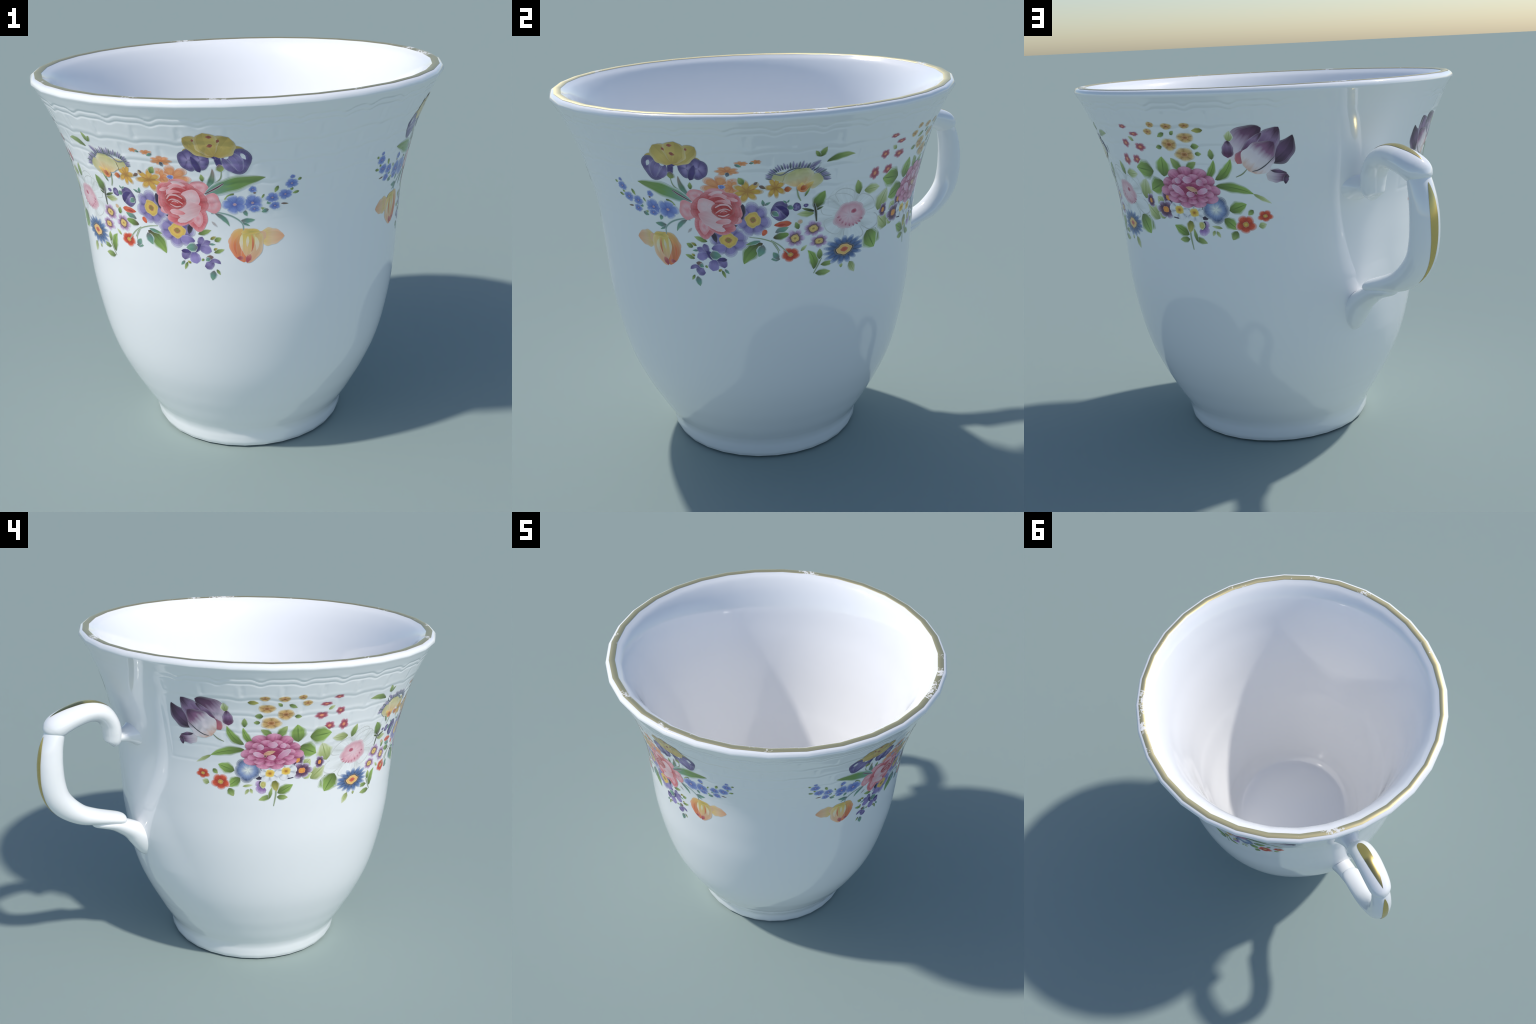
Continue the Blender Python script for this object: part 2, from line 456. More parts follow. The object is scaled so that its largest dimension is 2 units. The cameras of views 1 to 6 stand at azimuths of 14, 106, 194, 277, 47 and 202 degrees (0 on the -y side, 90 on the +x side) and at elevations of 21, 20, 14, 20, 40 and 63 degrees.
def stroke_ink(name, colours, fade=0.0, shade=1.0, streak=0.10):
    """Ink that runs through its colours along the piece, with brush streaks lengthwise."""
    m, t, b = new_material(name, **GLAZE)
    n = Nodes(t)
    xyz = n.add("ShaderNodeSeparateXYZ")
    co = n.add("ShaderNodeTexCoord")
    t.links.new(co.outputs["Object"], xyz.inputs[0])
    noise = n.add("ShaderNodeTexNoise")
    noise.inputs["Scale"].default_value = 2.4
    noise.inputs["Detail"].default_value = 3
    mapping = n.add("ShaderNodeMapping")
    mapping.inputs["Scale"].default_value = (0.7, 1.6, 1)
    t.links.new(co.outputs["Object"], mapping.inputs[0])
    info = n.add("ShaderNodeObjectInfo")
    t.links.new(mapping.outputs[0], noise.inputs["Vector"])
    along = n.math("ADD", xyz.outputs[0], n.math("MULTIPLY", n.math("SUBTRACT", noise.outputs[0], 0.5), 0.35))
    col = n.ramp(along, [darker(toward_white(ink(*c), fade), shade) for c in colours], 0.02, 0.98)
    tone = n.math("ADD", n.math("MULTIPLY", noise.outputs[0], 2 * streak), n.math("ADD", n.math("MULTIPLY", info.outputs["Random"], 0.16), 0.92 - streak))
    hsv = n.add("ShaderNodeHueSaturation")
    t.links.new(tone, hsv.inputs["Value"])
    t.links.new(col, hsv.inputs["Color"])
    t.links.new(hsv.outputs[0], b.inputs["Base Color"])
    return m


def round_ink(name, petals, turn, colours, gap, strength, reach=1.0, fade=0.0):
    """Ink that runs from the centre outward, darker between the petals, with radial brush streaks."""
    m, t, b = new_material(name, **GLAZE)
    n = Nodes(t)
    xyz = n.add("ShaderNodeSeparateXYZ")
    co = n.add("ShaderNodeTexCoord")
    t.links.new(co.outputs["Object"], xyz.inputs[0])
    x, y = xyz.outputs[0], xyz.outputs[1]
    radius = n.math("POWER", n.math("ADD", n.math("MULTIPLY", x, x), n.math("MULTIPLY", y, y)), 0.5)
    angle = n.math("ARCTAN2", y, x)
    lobe = n.math("ABSOLUTE", n.math("COSINE", n.math("MULTIPLY", n.math("ADD", angle, turn), petals / 2)))
    vec = n.add("ShaderNodeCombineXYZ")
    t.links.new(n.math("MULTIPLY", n.math("SINE", angle), 7.0), vec.inputs[0])
    t.links.new(n.math("MULTIPLY", n.math("COSINE", angle), 7.0), vec.inputs[1])
    t.links.new(n.math("MULTIPLY", radius, 1.5), vec.inputs[2])
    noise = n.add("ShaderNodeTexNoise")
    noise.inputs["Scale"].default_value = 1.3
    noise.inputs["Detail"].default_value = 3
    t.links.new(vec.outputs[0], noise.inputs["Vector"])
    wob = n.math("MULTIPLY", n.math("SUBTRACT", noise.outputs[0], 0.5), 0.5)
    along = n.math("ADD", n.math("DIVIDE", radius, reach), wob)
    col = n.ramp(along, [toward_white(ink(*c), fade) for c in colours], 0.1, 0.95)
    dark = n.math("MULTIPLY", n.math("POWER", n.math("SUBTRACT", 1.0, lobe), 1.6), strength * (1 - fade), True)
    col = n.mix(dark, col, ink(*gap))
    hsv = n.add("ShaderNodeHueSaturation")
    t.links.new(n.math("ADD", n.math("MULTIPLY", noise.outputs[0], 0.3), 0.85), hsv.inputs["Value"])
    t.links.new(col, hsv.inputs["Color"])
    t.links.new(hsv.outputs[0], b.inputs["Base Color"])
    return m


INKS = {}


def once(key, make):
    if key not in INKS:
        INKS[key] = make()
    return INKS[key]


ON_PETALS = {"peach_stripe", "orange_stripe", "crimson", "rust", "shade", "pink_stroke", "stamen", "flame", "flame_deep", "scarlet_deep", "pale", "tulip_red", "tulip_dark"}


def leaf_inks(style):
    shape, colours, vein, half = LEAVES[style]
    alone = shape == "leaf" and style not in ON_PETALS
    out = [once((style, "light"), lambda: stroke_ink(style + "_ink", colours)),
           once((style, "dark"), lambda: stroke_ink(style + "_shaded_ink", colours, shade=half)),
           once((style, "edge"), lambda: stroke_ink(style + "_faded_ink", colours, fade=0.62 if alone else 0.16)),
           once((style, "rim"), lambda: stroke_ink(style + "_thin_ink", colours, fade=0.28 if alone else 0.06))]
    if vein:
        out.append(once((style, "vein"), lambda: stroke_ink(style + "_vein_ink", [vein, vein])))
    return out


class Print:
    """Places flat inked pieces on the wall, one fired layer over another."""
    STEP, BASE = 0.00008, 0.0005

    def __init__(self, side, parent):
        self.side, self.parent, self.placed = side, parent, []

    def level(self, x, z, reach):
        """One layer above everything already printed underneath."""
        xm = math.radians(x) * 0.83
        lv = 0
        for a, c, r, k in self.placed:
            if (a - xm) ** 2 + (c - z) ** 2 < (r + reach) ** 2:
                lv = max(lv, k + 1)
        self.placed.append((xm, z, reach, lv))
        return self.BASE + self.STEP * lv

    def add(self, name, x0, z0, xy, axes, faces, materials, indices, lift):
        """xy: metres right of and above the sheet point (x0, z0); axes: 2x2 local frame in metres."""
        r0 = float(outer_radius(z0))
        ang = x0 + np.degrees(xy[:, 0] / r0)
        z0 = z0 + SHEET_DROP * (self.side < 0)
        z = z0 + xy[:, 1]
        az = FRONT + self.side * ang
        P = wall_point(az, z) + wall_normal_plain(az, z) * np.asarray(lift)[..., None]
        N = wall_normal(az, z)
        a0 = np.array(FRONT + self.side * x0)
        o = wall_point(a0, np.array(z0))
        nz = wall_normal_plain(a0, np.array(z0))
        right = self.side * np.stack([np.cos(np.radians(a0)), np.sin(np.radians(a0)), 0 * a0], -1)
        up = np.array([0, 0, 1.0])
        up = up - nz * (up @ nz)
        up /= np.linalg.norm(up)
        X = right * axes[0][0] + up * axes[0][1]
        Y = right * axes[1][0] + up * axes[1][1]
        Zv = np.cross(X, Y)
        Zv = Zv / np.linalg.norm(Zv) * 0.05
        M = Matrix(((X[0], Y[0], Zv[0], o[0]), (X[1], Y[1], Zv[1], o[1]), (X[2], Y[2], Zv[2], o[2]), (0, 0, 0, 1)))
        if self.side < 0:
            faces = [f[::-1] for f in faces]
        return make_object(name, P, faces, materials, self.parent, N, indices, M)

    def leaf(self, style, x0, z0, x1, z1, width, bend=0.0):
        shape = LEAVES[style][0]
        width = width * (1.18 if shape == "leaf" else 1.05)
        r0 = float(outer_radius((z0 + z1) / 2))
        chord = np.array([math.radians(x1 - x0) * r0, z1 - z0])
        L = float(np.linalg.norm(chord))
        d = chord / L
        n = np.array([-d[1], d[0]])
        rows = int(min(40, max(9, L / 0.007)))
        t = np.linspace(0, 1, rows)
        if shape == "leaf":
            w = np.sin(np.pi * t ** 0.85) ** 0.85
        elif shape == "egg":
            w = np.sin(np.pi * t ** 0.72) ** 0.62
        else:
            w = np.sin(np.pi * np.clip(t, 0, 1) ** 1.25) ** 0.5
        w = w * (1 + 0.06 * np.sin(t * 17 + x0 * 3)) * width / 2
        w[0] = w[-1] = width * 0.01
        across = np.array([-1.03, -0.88, -0.72, -0.4, -0.07, 0.07, 0.4, 0.72, 0.88, 1.03])
        spine = t[:, None] * chord + (4 * t * (1 - t) * bend * L)[:, None] * n
        tang = chord + (4 * (1 - 2 * t) * bend * L)[:, None] * n
        tang /= np.linalg.norm(tang, axis=1, keepdims=True)
        nn = np.stack([-tang[:, 1], tang[:, 0]], 1)
        xy = (spine[:, None] + nn[:, None] * (w[:, None] * across)[..., None]).reshape(-1, 2)
        inks = leaf_inks(style)
        vein = 4 if len(inks) > 4 else 0
        column = [2, 3, 1, 1, vein, 0, 0, 3, 2]
        faces = [(b, a, d2, c) for a, b, c, d2 in grid_faces(rows, len(across))]
        mid = chord / 2
        xm, zm = x0 + math.degrees(mid[0] / r0), z0 + mid[1]
        lift = self.level(xm, zm, max(L / 2 * 0.75, width / 2))
        axes = (tuple(d * L), tuple(n * width / 2))
        kind = "leaf" if shape == "leaf" else "petal"
        return self.add(kind, x0, z0, xy, axes, faces, inks, column * (rows - 1), np.full(len(xy), lift))

    def stem(self, style, width, *points):
        colour = STEMS[style]
        r0 = float(outer_radius(points[0][1]))
        p = np.array([(math.radians(a - points[0][0]) * r0, z - points[0][1]) for a, z in points])
        c = catmull(p, 8) if len(p) > 2 else np.linspace(p[0], p[1], 9)
        d = np.gradient(c, axis=0)
        d /= np.linalg.norm(d, axis=1, keepdims=True)
        n = np.stack([-d[:, 1], d[:, 0]], 1)
        t = np.linspace(0, 1, len(c))
        w = width / 2 * (0.55 + 0.45 * np.sin(np.pi * t))
        across = np.array([-1, -0.5, 0.5, 1])
        xy = (c[:, None] + n[:, None] * (w[:, None] * across)[..., None]).reshape(-1, 2)
        inks = [once((style, "line"), lambda: stroke_ink(style + "_line_ink", [colour, colour])), once((style, "line_edge"), lambda: stroke_ink(style + "_faded_line_ink", [colour, colour], fade=0.45))]
        faces = [(b, a, d2, e) for a, b, e, d2 in grid_faces(len(c), 4)]
        lift = np.full(len(xy), self.level(points[len(points) // 2][0], points[len(points) // 2][1], 0.02))
        span = max(float(np.ptp(c[:, 0])), float(np.ptp(c[:, 1])), 0.01)
        return self.add("stem", points[0][0], points[0][1], xy, ((span, 0), (0, span)), faces, inks, [1, 0, 1] * (len(c) - 1), lift)

    def blossom(self, style, x0, z0, rx, ry, turn=0.0):
        petals, notch, roundness, colours, gap, strength, hearts = BLOSSOMS[style]
        turn = round(turn % (2 * math.pi), 2)
        rx, ry = rx * 1.07, ry * 1.07
        count = max(40, petals * 12)
        th = np.arange(count) * 2 * np.pi / count
        size = max(rx, ry)
        lift = self.level(x0, z0, size * 0.85)
        uv, faces, idx, lifts, mats = [], [], [], [], []

        def disc(outline, steps, material, edge, up, rim=None):
            start, base = len(mats), sum(len(u) for u in uv)
            mats.extend([material, edge] + ([rim] if rim else []))
            rad = np.array(steps)
            pts = (rad[:, None] * outline[None])[..., None] * np.stack([np.cos(th), np.sin(th)], -1)[None]
            uv.append(pts.reshape(-1, 2))
            lifts.append(np.full(len(rad) * count, lift + up))
            for i in range(len(rad) - 1):
                for j in range(count):
                    k = (j + 1) % count
                    faces.append((base + i * count + j, base + (i + 1) * count + j, base + (i + 1) * count + k, base + i * count + k))
                    idx.append(start + (1 if i == len(rad) - 2 else 2 if rim and i == len(rad) - 3 else 0))

        lobe = np.abs(np.cos(petals / 2 * (th + turn)))
        wob = 1 + 0.05 * np.sin(3 * th + x0) + 0.03 * np.sin(5 * th + 7 * z0)
        outline = (1 - notch * (1 - lobe ** roundness)) * wob
        rings = max(4, int(size / 0.009))
        steps = [0.001] + [k / rings * 0.82 for k in range(1, rings + 1)] + [0.92, 1.02]
        soft = 0.12 if style.split("_")[0] in ("rose", "violet", "peach", "gold", "peony") else 0.5
        disc(outline, steps, once((style, turn, "petals"), lambda: round_ink(style + "_ink", petals, turn, colours, gap, strength)),
             once((style, turn, "edge"), lambda: round_ink(style + "_faded_ink", petals, turn, colours, gap, strength, fade=soft)), 0,
             once((style, turn, "rim"), lambda: round_ink(style + "_thin_ink", petals, turn, colours, gap, strength, fade=soft * 0.45)))
        for h, (radius, tones) in enumerate(hearts):
            o = radius * (1 + 0.06 * np.sin(4 * th + x0) + 0.04 * np.sin(7 * th))
            rings = max(2, int(size * radius / 0.009))
            disc(o, [0.001] + [k / rings * 0.86 for k in range(1, rings + 1)] + [1.0], once((style, h, "heart"), lambda: round_ink(style + "_heart_ink", 5, 0, tones, tones[-1], 0.1, radius)),
                 once((style, h, "heart_edge"), lambda: round_ink(style + "_heart_edge_ink", 5, 0, tones, tones[-1], 0.1, radius, 0.15)), 0.00003 * (h + 1))
        self.placed[-1] = self.placed[-1][:3] + (self.placed[-1][3] + (1 if hearts else 0),)
        xy = np.concatenate(uv) * np.array([rx, ry])
        return self.add("blossom", x0, z0, xy, ((rx, 0), (0, ry)), faces, mats, idx, np.concatenate(lifts))


def wall_normal_plain(azimuth, z):
    az, z = np.broadcast_arrays(np.asarray(azimuth, float), np.asarray(z, float))
    e = 0.002
    dz = (outer_radius(z + e) - outer_radius(z - e)) / (2 * e)
    n = direction(az) - np.array([0, 0, 1.0]) * dz[..., None]
    return n / np.linalg.norm(n, axis=-1, keepdims=True)


def floral_print(p):
    leaf, blossom, stem = p.leaf, p.blossom, p.stem
    # forget-me-not spray
    leaf("green", 13.57, 1.542, 14.75, 1.535, 0.012)
    leaf("green", 16.30, 1.544, 16.71, 1.537, 0.011)
    leaf("green", 15.91, 1.501, 16.81, 1.489, 0.014)
    leaf("green", 13.99, 1.481, 16.04, 1.474, 0.013)
    leaf("green", 20.34, 1.516, 21.34, 1.485, 0.017)
    leaf("green", 24.35, 1.482, 25.14, 1.461, 0.009)
    leaf("green", 23.13, 1.398, 25.39, 1.419, 0.015)
    leaf("green", 32.95, 1.490, 36.03, 1.462, 0.017)
    leaf("teal", 22.24, 1.445, 23.71, 1.436, 0.017)
    leaf("brown", 19.42, 1.431, 17.03, 1.427, 0.008)
    leaf("brown", 27.55, 1.488, 26.74, 1.496, 0.014)
    leaf("teal", 30.37, 1.410, 29.39, 1.381, 0.018)
    leaf("teal", 23.02, 1.408, 25.15, 1.397, 0.019)
    blossom("sky", 16.41, 1.521, 0.0292, 0.0216)
    blossom("sky", 16.30, 1.552, 0.0122, 0.0091)
    blossom("sky", 18.20, 1.473, 0.0307, 0.0233)
    blossom("sky", 21.98, 1.462, 0.0283, 0.0231)
    blossom("sky", 21.18, 1.423, 0.0234, 0.0188)
    blossom("sky", 27.63, 1.506, 0.0174, 0.0156)
    blossom("sky", 27.77, 1.443, 0.0423, 0.0365, 20)
    blossom("sky", 32.94, 1.438, 0.0507, 0.0433)
    blossom("sky", 27.22, 1.414, 0.0245, 0.0164)
    # long leaf and iris stems
    stem("stem", 0.0081, (36.11, 1.597), (36.52, 1.561), (38.42, 1.534), (40.95, 1.505))
    leaf("teal_long", 41.40, 1.503, 38.66, 1.607, 0.026, 0.12)
    leaf("green", 41.66, 1.546, 41.87, 1.580, 0.019)
    leaf("green_teal", 40.75, 1.487, 35.79, 1.500, 0.019)
    leaf("long", 41.40, 1.488, 24.20, 1.560, 0.060, -0.04)
    stem("maroon", 0.0113, (35.83, 1.537), (37.87, 1.517), (41.40, 1.488))
    # iris
    leaf("violet_deep", 36.07, 1.599, 37.35, 1.669, 0.027)
    leaf("calyx", 36.12, 1.592, 36.69, 1.627, 0.035)
    leaf("ochre", 37.82, 1.693, 29.52, 1.688, 0.026, -0.07)
    leaf("ochre", 39.93, 1.695, 46.03, 1.689, 0.021)
    blossom("violet_fall", 31.71, 1.640, 0.0581, 0.0545)
    leaf("violet", 34.84, 1.676, 30.94, 1.590, 0.049, -0.17)
    leaf("violet", 35.35, 1.662, 32.46, 1.597, 0.034, 0.14)
    leaf("pale", 30.75, 1.675, 29.35, 1.646, 0.014)
    leaf("violet_deep", 37.06, 1.644, 33.53, 1.677, 0.037, -0.38)
    leaf("pale", 35.15, 1.652, 33.86, 1.671, 0.017)
    blossom("violet_fall", 45.00, 1.645, 0.0397, 0.0469)
    blossom("violet_fall", 41.65, 1.646, 0.0352, 0.0463)
    leaf("violet_deep", 44.06, 1.662, 41.96, 1.589, 0.033)
    leaf("violet_deep", 37.11, 1.647, 41.35, 1.684, 0.025, 0.12)
    leaf("ochre", 37.73, 1.664, 33.68, 1.749, 0.101, 0.03)
    leaf("ochre", 37.73, 1.664, 45.20, 1.747, 0.069, -0.02)
    leaf("ochre", 37.83, 1.668, 39.94, 1.770, 0.099, -0.06)
    leaf("rust", 37.77, 1.752, 39.42, 1.753, 0.012)
    leaf("rust", 37.81, 1.716, 39.42, 1.708, 0.014)
    leaf("rust", 36.07, 1.741, 36.73, 1.726, 0.011)
    leaf("rust", 42.48, 1.738, 43.24, 1.734, 0.011)
    # orange tulip and its stem
    stem("teal", 0.0086, (30.61, 1.315), (31.05, 1.349), (33.72, 1.381), (37.34, 1.399), (40.04, 1.396))
    leaf("teal", 31.52, 1.357, 27.07, 1.362, 0.023)
    leaf("teal", 31.38, 1.354, 28.61, 1.334, 0.011)
    leaf("teal", 39.02, 1.396, 34.77, 1.335, 0.020, -0.11)
    leaf("grey", 40.16, 1.358, 38.45, 1.332, 0.010)
    leaf("peach", 25.87, 1.280, 18.08, 1.275, 0.078)
    blossom("peach", 25.49, 1.284, 0.0238, 0.0223)
    leaf("orange", 29.47, 1.322, 30.85, 1.163, 0.130, 0.03)
    leaf("orange", 30.60, 1.318, 32.05, 1.176, 0.064, 0.16)
    leaf("peach", 28.42, 1.318, 29.91, 1.159, 0.075, -0.15)
    leaf("tulip_gold", 29.42, 1.318, 30.08, 1.189, 0.061, -0.04)
    leaf("peach_stripe", 31.13, 1.296, 31.23, 1.217, 0.012, 0.06)
    leaf("peach_stripe", 27.17, 1.283, 26.93, 1.215, 0.014, -0.10)
    leaf("peach_stripe", 29.36, 1.288, 29.70, 1.234, 0.011)
    leaf("orange_stripe", 32.06, 1.293, 32.93, 1.200, 0.013, 0.15)
    leaf("orange_stripe", 28.34, 1.296, 28.46, 1.211, 0.009, -0.09)
    blossom("gold_cap", 28.48, 1.307, 0.0373, 0.0131)
    leaf("crimson", 28.78, 1.201, 30.03, 1.161, 0.022)
    leaf("crimson", 30.83, 1.183, 33.00, 1.185, 0.016)
    # violet spray
    leaf("green", 44.70, 1.295, 40.45, 1.316, 0.024)
    leaf("green", 39.70, 1.264, 37.52, 1.280, 0.023)
    leaf("green", 40.02, 1.209, 36.72, 1.225, 0.019)
    leaf("green", 48.80, 1.160, 49.88, 1.122, 0.014)
    leaf("green", 39.51, 1.130, 38.38, 1.103, 0.013)
    leaf("green", 43.32, 1.179, 44.16, 1.168, 0.012)
    leaf("olive", 40.98, 1.272, 39.16, 1.286, 0.014)
    leaf("olive", 40.11, 1.221, 38.90, 1.231, 0.013)
    leaf("olive", 47.61, 1.154, 48.83, 1.165, 0.012)
    leaf("teal", 41.52, 1.250, 39.41, 1.248, 0.010)
    leaf("teal", 49.66, 1.165, 51.08, 1.143, 0.013)
    leaf("teal", 40.36, 1.124, 41.03, 1.075, 0.028)
    leaf("brown", 40.25, 1.189, 42.75, 1.184, 0.020)
    leaf("violet", 44.67, 1.236, 41.00, 1.263, 0.029)
    leaf("violet", 44.69, 1.239, 43.45, 1.284, 0.028)
    leaf("violet_pale", 44.84, 1.236, 40.76, 1.215, 0.040)
    leaf("violet_pale", 46.73, 1.213, 45.75, 1.154, 0.047)
    leaf("violet", 47.22, 1.211, 49.68, 1.170, 0.038, 0.19)
    leaf("violet_deep", 46.88, 1.211, 50.68, 1.211, 0.020)
    leaf("violet_deep", 44.08, 1.250, 46.72, 1.211, 0.031)
    leaf("violet", 40.86, 1.175, 43.29, 1.143, 0.038, -0.23)
    leaf("violet", 42.01, 1.162, 38.09, 1.156, 0.019, -0.23)
    leaf("teal", 41.26, 1.183, 42.85, 1.171, 0.019)
    # purple anemones
    blossom("anemone", 59.30, 1.403, 0.0716, 0.0787, 0.2)
    blossom("anemone", 51.44, 1.306, 0.0832, 0.0741, 0.5)
    leaf("violet_pale", 45.83, 1.262, 50.62, 1.269, 0.042)
    leaf("teal", 45.08, 1.234, 48.87, 1.228, 0.040)
    leaf("shade", 56.58, 1.480, 55.79, 1.399, 0.026)
    blossom("violet_fall", 67.33, 1.439, 0.0367, 0.0441)
    leaf("violet_deep", 65.98, 1.463, 69.65, 1.409, 0.029, 0.18)
    blossom("violet_fall", 72.35, 1.452, 0.0179, 0.0191)
    blossom("violet_fall", 75.15, 1.455, 0.0105, 0.0079)
    leaf("teal", 62.59, 1.467, 62.23, 1.497, 0.014)
    leaf("teal", 62.74, 1.470, 64.60, 1.484, 0.011)
    leaf("teal", 69.42, 1.474, 68.20, 1.488, 0.009)
    leaf("teal", 69.49, 1.476, 70.07, 1.490, 0.008)
    leaf("teal", 69.44, 1.459, 71.45, 1.445, 0.021)
    leaf("teal", 64.77, 1.439, 67.04, 1.415, 0.023)
    # orange and ochre blossoms
    blossom("apricot", 50.58, 1.558, 0.0829, 0.0571, 0.3)
    blossom("apricot", 53.76, 1.558, 0.0369, 0.0363, 0.8)
    blossom("sky", 50.93, 1.562, 0.0158, 0.0102)
    blossom("maple", 57.97, 1.540, 0.0648, 0.0494, 0.1)
    blossom("maple", 65.97, 1.552, 0.0425, 0.0517, 0.5)
    leaf("green", 57.10, 1.572, 55.77, 1.605, 0.029)
    blossom("apricot", 52.83, 1.636, 0.0495, 0.0212, 0.4)
    blossom("apricot", 56.83, 1.670, 0.0291, 0.0115)
    blossom("apricot", 60.85, 1.676, 0.0227, 0.0100)
    leaf("slate", 53.20, 1.630, 52.57, 1.609, 0.018)
    leaf("teal", 55.06, 1.666, 56.90, 1.655, 0.013)
    leaf("teal", 58.97, 1.670, 60.31, 1.673, 0.009)
    leaf("brown", 59.91, 1.569, 61.07, 1.582, 0.013)
    leaf("brown", 61.38, 1.564, 63.28, 1.549, 0.015)
    leaf("shade", 45.42, 1.350, 54.61, 1.377, 0.032)
    leaf("shade", 46.69, 1.346, 47.65, 1.292, 0.022)
    # cabbage rose
    blossom("rose_light", 43.00, 1.516, 0.0389, 0.0299)
    blossom("rose_light", 39.62, 1.444, 0.0371, 0.0446, 0.4)
    blossom("rose", 44.44, 1.369, 0.0439, 0.0542, 0.3)
    blossom("rose", 49.86, 1.364, 0.0570, 0.0287)
    blossom("rose", 54.03, 1.444, 0.0320, 0.0418)
    blossom("rose_light", 54.36, 1.403, 0.0233, 0.0179)
    blossom("rose", 53.54, 1.493, 0.0373, 0.0366)
    blossom("rose_light", 48.87, 1.526, 0.0459, 0.0282)
    blossom("rose_heart", 48.45, 1.451, 0.1026, 0.0831)
    blossom("rose_light", 44.27, 1.369, 0.0226, 0.0341)
    leaf("rose_pale", 45.62, 1.375, 50.89, 1.352, 0.026)
    leaf("rose_pale", 46.75, 1.523, 51.18, 1.539, 0.019)
    blossom("rose_pale", 45.79, 1.466, 0.0405, 0.0373)
    leaf("rose_pale", 42.90, 1.430, 50.80, 1.389, 0.078, -0.02)
    leaf("rose_light", 47.99, 1.391, 52.88, 1.400, 0.027)
    leaf("rose_light", 46.73, 1.504, 53.19, 1.483, 0.017, 0.30)
    leaf("rose_light", 48.11, 1.487, 53.59, 1.447, 0.015, 0.30)
    leaf("rose_light", 51.88, 1.512, 55.32, 1.495, 0.015)
    blossom("rose_core", 50.58, 1.449, 0.0482, 0.0346)
    stem("rose_line", 0.0055, (48.33, 1.436), (49.83, 1.451), (51.54, 1.457), (52.85, 1.449))
    stem("rose_line", 0.0077, (48.38, 1.463), (50.16, 1.477), (52.11, 1.476), (53.34, 1.456))
    stem("rose_line", 0.0059, (49.04, 1.426), (50.70, 1.422), (52.46, 1.434))
    stem("rose_line", 0.0041, (49.76, 1.441), (50.88, 1.449), (51.90, 1.442))
    # thistle-edged yellow poppy
    leaf("slate", 65.05, 1.593, 63.13, 1.596, 0.010)
    leaf("thistle", 65.12, 1.599, 63.08, 1.605, 0.009)
    leaf("thistle", 65.25, 1.604, 63.13, 1.615, 0.009)
    leaf("slate", 65.47, 1.609, 63.79, 1.620, 0.009)
    leaf("thistle", 65.75, 1.613, 64.04, 1.630, 0.009)
    leaf("thistle", 66.10, 1.618, 64.38, 1.640, 0.009)
    leaf("slate", 66.51, 1.622, 65.24, 1.641, 0.009)
    leaf("thistle", 66.99, 1.625, 65.75, 1.651, 0.009)
    leaf("thistle", 67.51, 1.628, 66.35, 1.660, 0.008)
    leaf("slate", 68.09, 1.631, 67.33, 1.658, 0.008)
    leaf("thistle", 68.71, 1.633, 68.05, 1.666, 0.008)
    leaf("thistle", 69.37, 1.634, 69.06, 1.660, 0.009)
    leaf("slate", 70.06, 1.635, 69.88, 1.667, 0.009)
    leaf("thistle", 70.77, 1.635, 70.76, 1.672, 0.009)
    leaf("thistle", 71.50, 1.635, 71.78, 1.663, 0.009)
    leaf("slate", 72.25, 1.634, 72.71, 1.667, 0.009)
    leaf("thistle", 72.99, 1.632, 73.69, 1.670, 0.010)
    leaf("thistle", 73.74, 1.630, 74.62, 1.658, 0.010)
    leaf("slate", 74.47, 1.627, 75.60, 1.658, 0.010)
    leaf("thistle", 75.19, 1.624, 76.60, 1.658, 0.010)
    leaf("thistle", 75.88, 1.620, 77.36, 1.644, 0.010)
    leaf("slate", 76.54, 1.616, 78.31, 1.641, 0.011)
    leaf("thistle", 77.16, 1.611, 78.89, 1.628, 0.011)
    leaf("thistle", 77.72, 1.606, 79.74, 1.623, 0.011)
    leaf("slate", 78.24, 1.601, 80.56, 1.618, 0.011)
    leaf("thistle", 78.68, 1.596, 80.82, 1.605, 0.011)
    leaf("thistle", 79.06, 1.590, 81.48, 1.598, 0.011)
    leaf("slate", 79.37, 1.584, 82.07, 1.590, 0.010)
    leaf("thistle", 79.59, 1.579, 81.95, 1.579, 0.010)
    leaf("thistle", 79.73, 1.573, 82.33, 1.570, 0.010)
    leaf("thistle", 75.93, 1.636, 78.49, 1.663, 0.016)
    leaf("pale", 76.73, 1.625, 78.73, 1.653, 0.008)
    stem("slate", 0.0077, (65.05, 1.618), (67.63, 1.610), (69.56, 1.627), (71.77, 1.637), (73.81, 1.628), (75.82, 1.605), (78.09, 1.601), (79.55, 1.589))
    leaf("poppy", 72.23, 1.551, 64.98, 1.599, 0.044, -0.16)
    leaf("poppy", 73.55, 1.554, 79.32, 1.599, 0.060, -0.11)
    leaf("poppy", 73.12, 1.550, 71.79, 1.633, 0.122)
    leaf("flame", 73.22, 1.523, 76.94, 1.567, 0.028)
    leaf("flame", 73.37, 1.523, 73.50, 1.569, 0.035)
    leaf("flame_deep", 73.17, 1.535, 75.22, 1.549, 0.023)
    leaf("flame_deep", 68.44, 1.540, 70.63, 1.542, 0.022)
    stem("stem", 0.0104, (72.10, 1.544), (72.67, 1.505), (73.51, 1.479))
    leaf("green", 74.52, 1.499, 76.16, 1.545, 0.010)
    leaf("green", 78.12, 1.679, 79.65, 1.723, 0.028)
    leaf("green", 78.10, 1.680, 76.55, 1.710, 0.018)
    leaf("green", 80.22, 1.652, 88.75, 1.672, 0.029, 0.08)
    # white blossom with pink heart
    blossom("white_petals", 90.20, 1.382, 0.1683, 0.1278, 0.3)
    stem("faint", 0.0068, (97.21, 1.368), (101.91, 1.344), (103.02, 1.296), (99.56, 1.277), (95.51, 1.310))
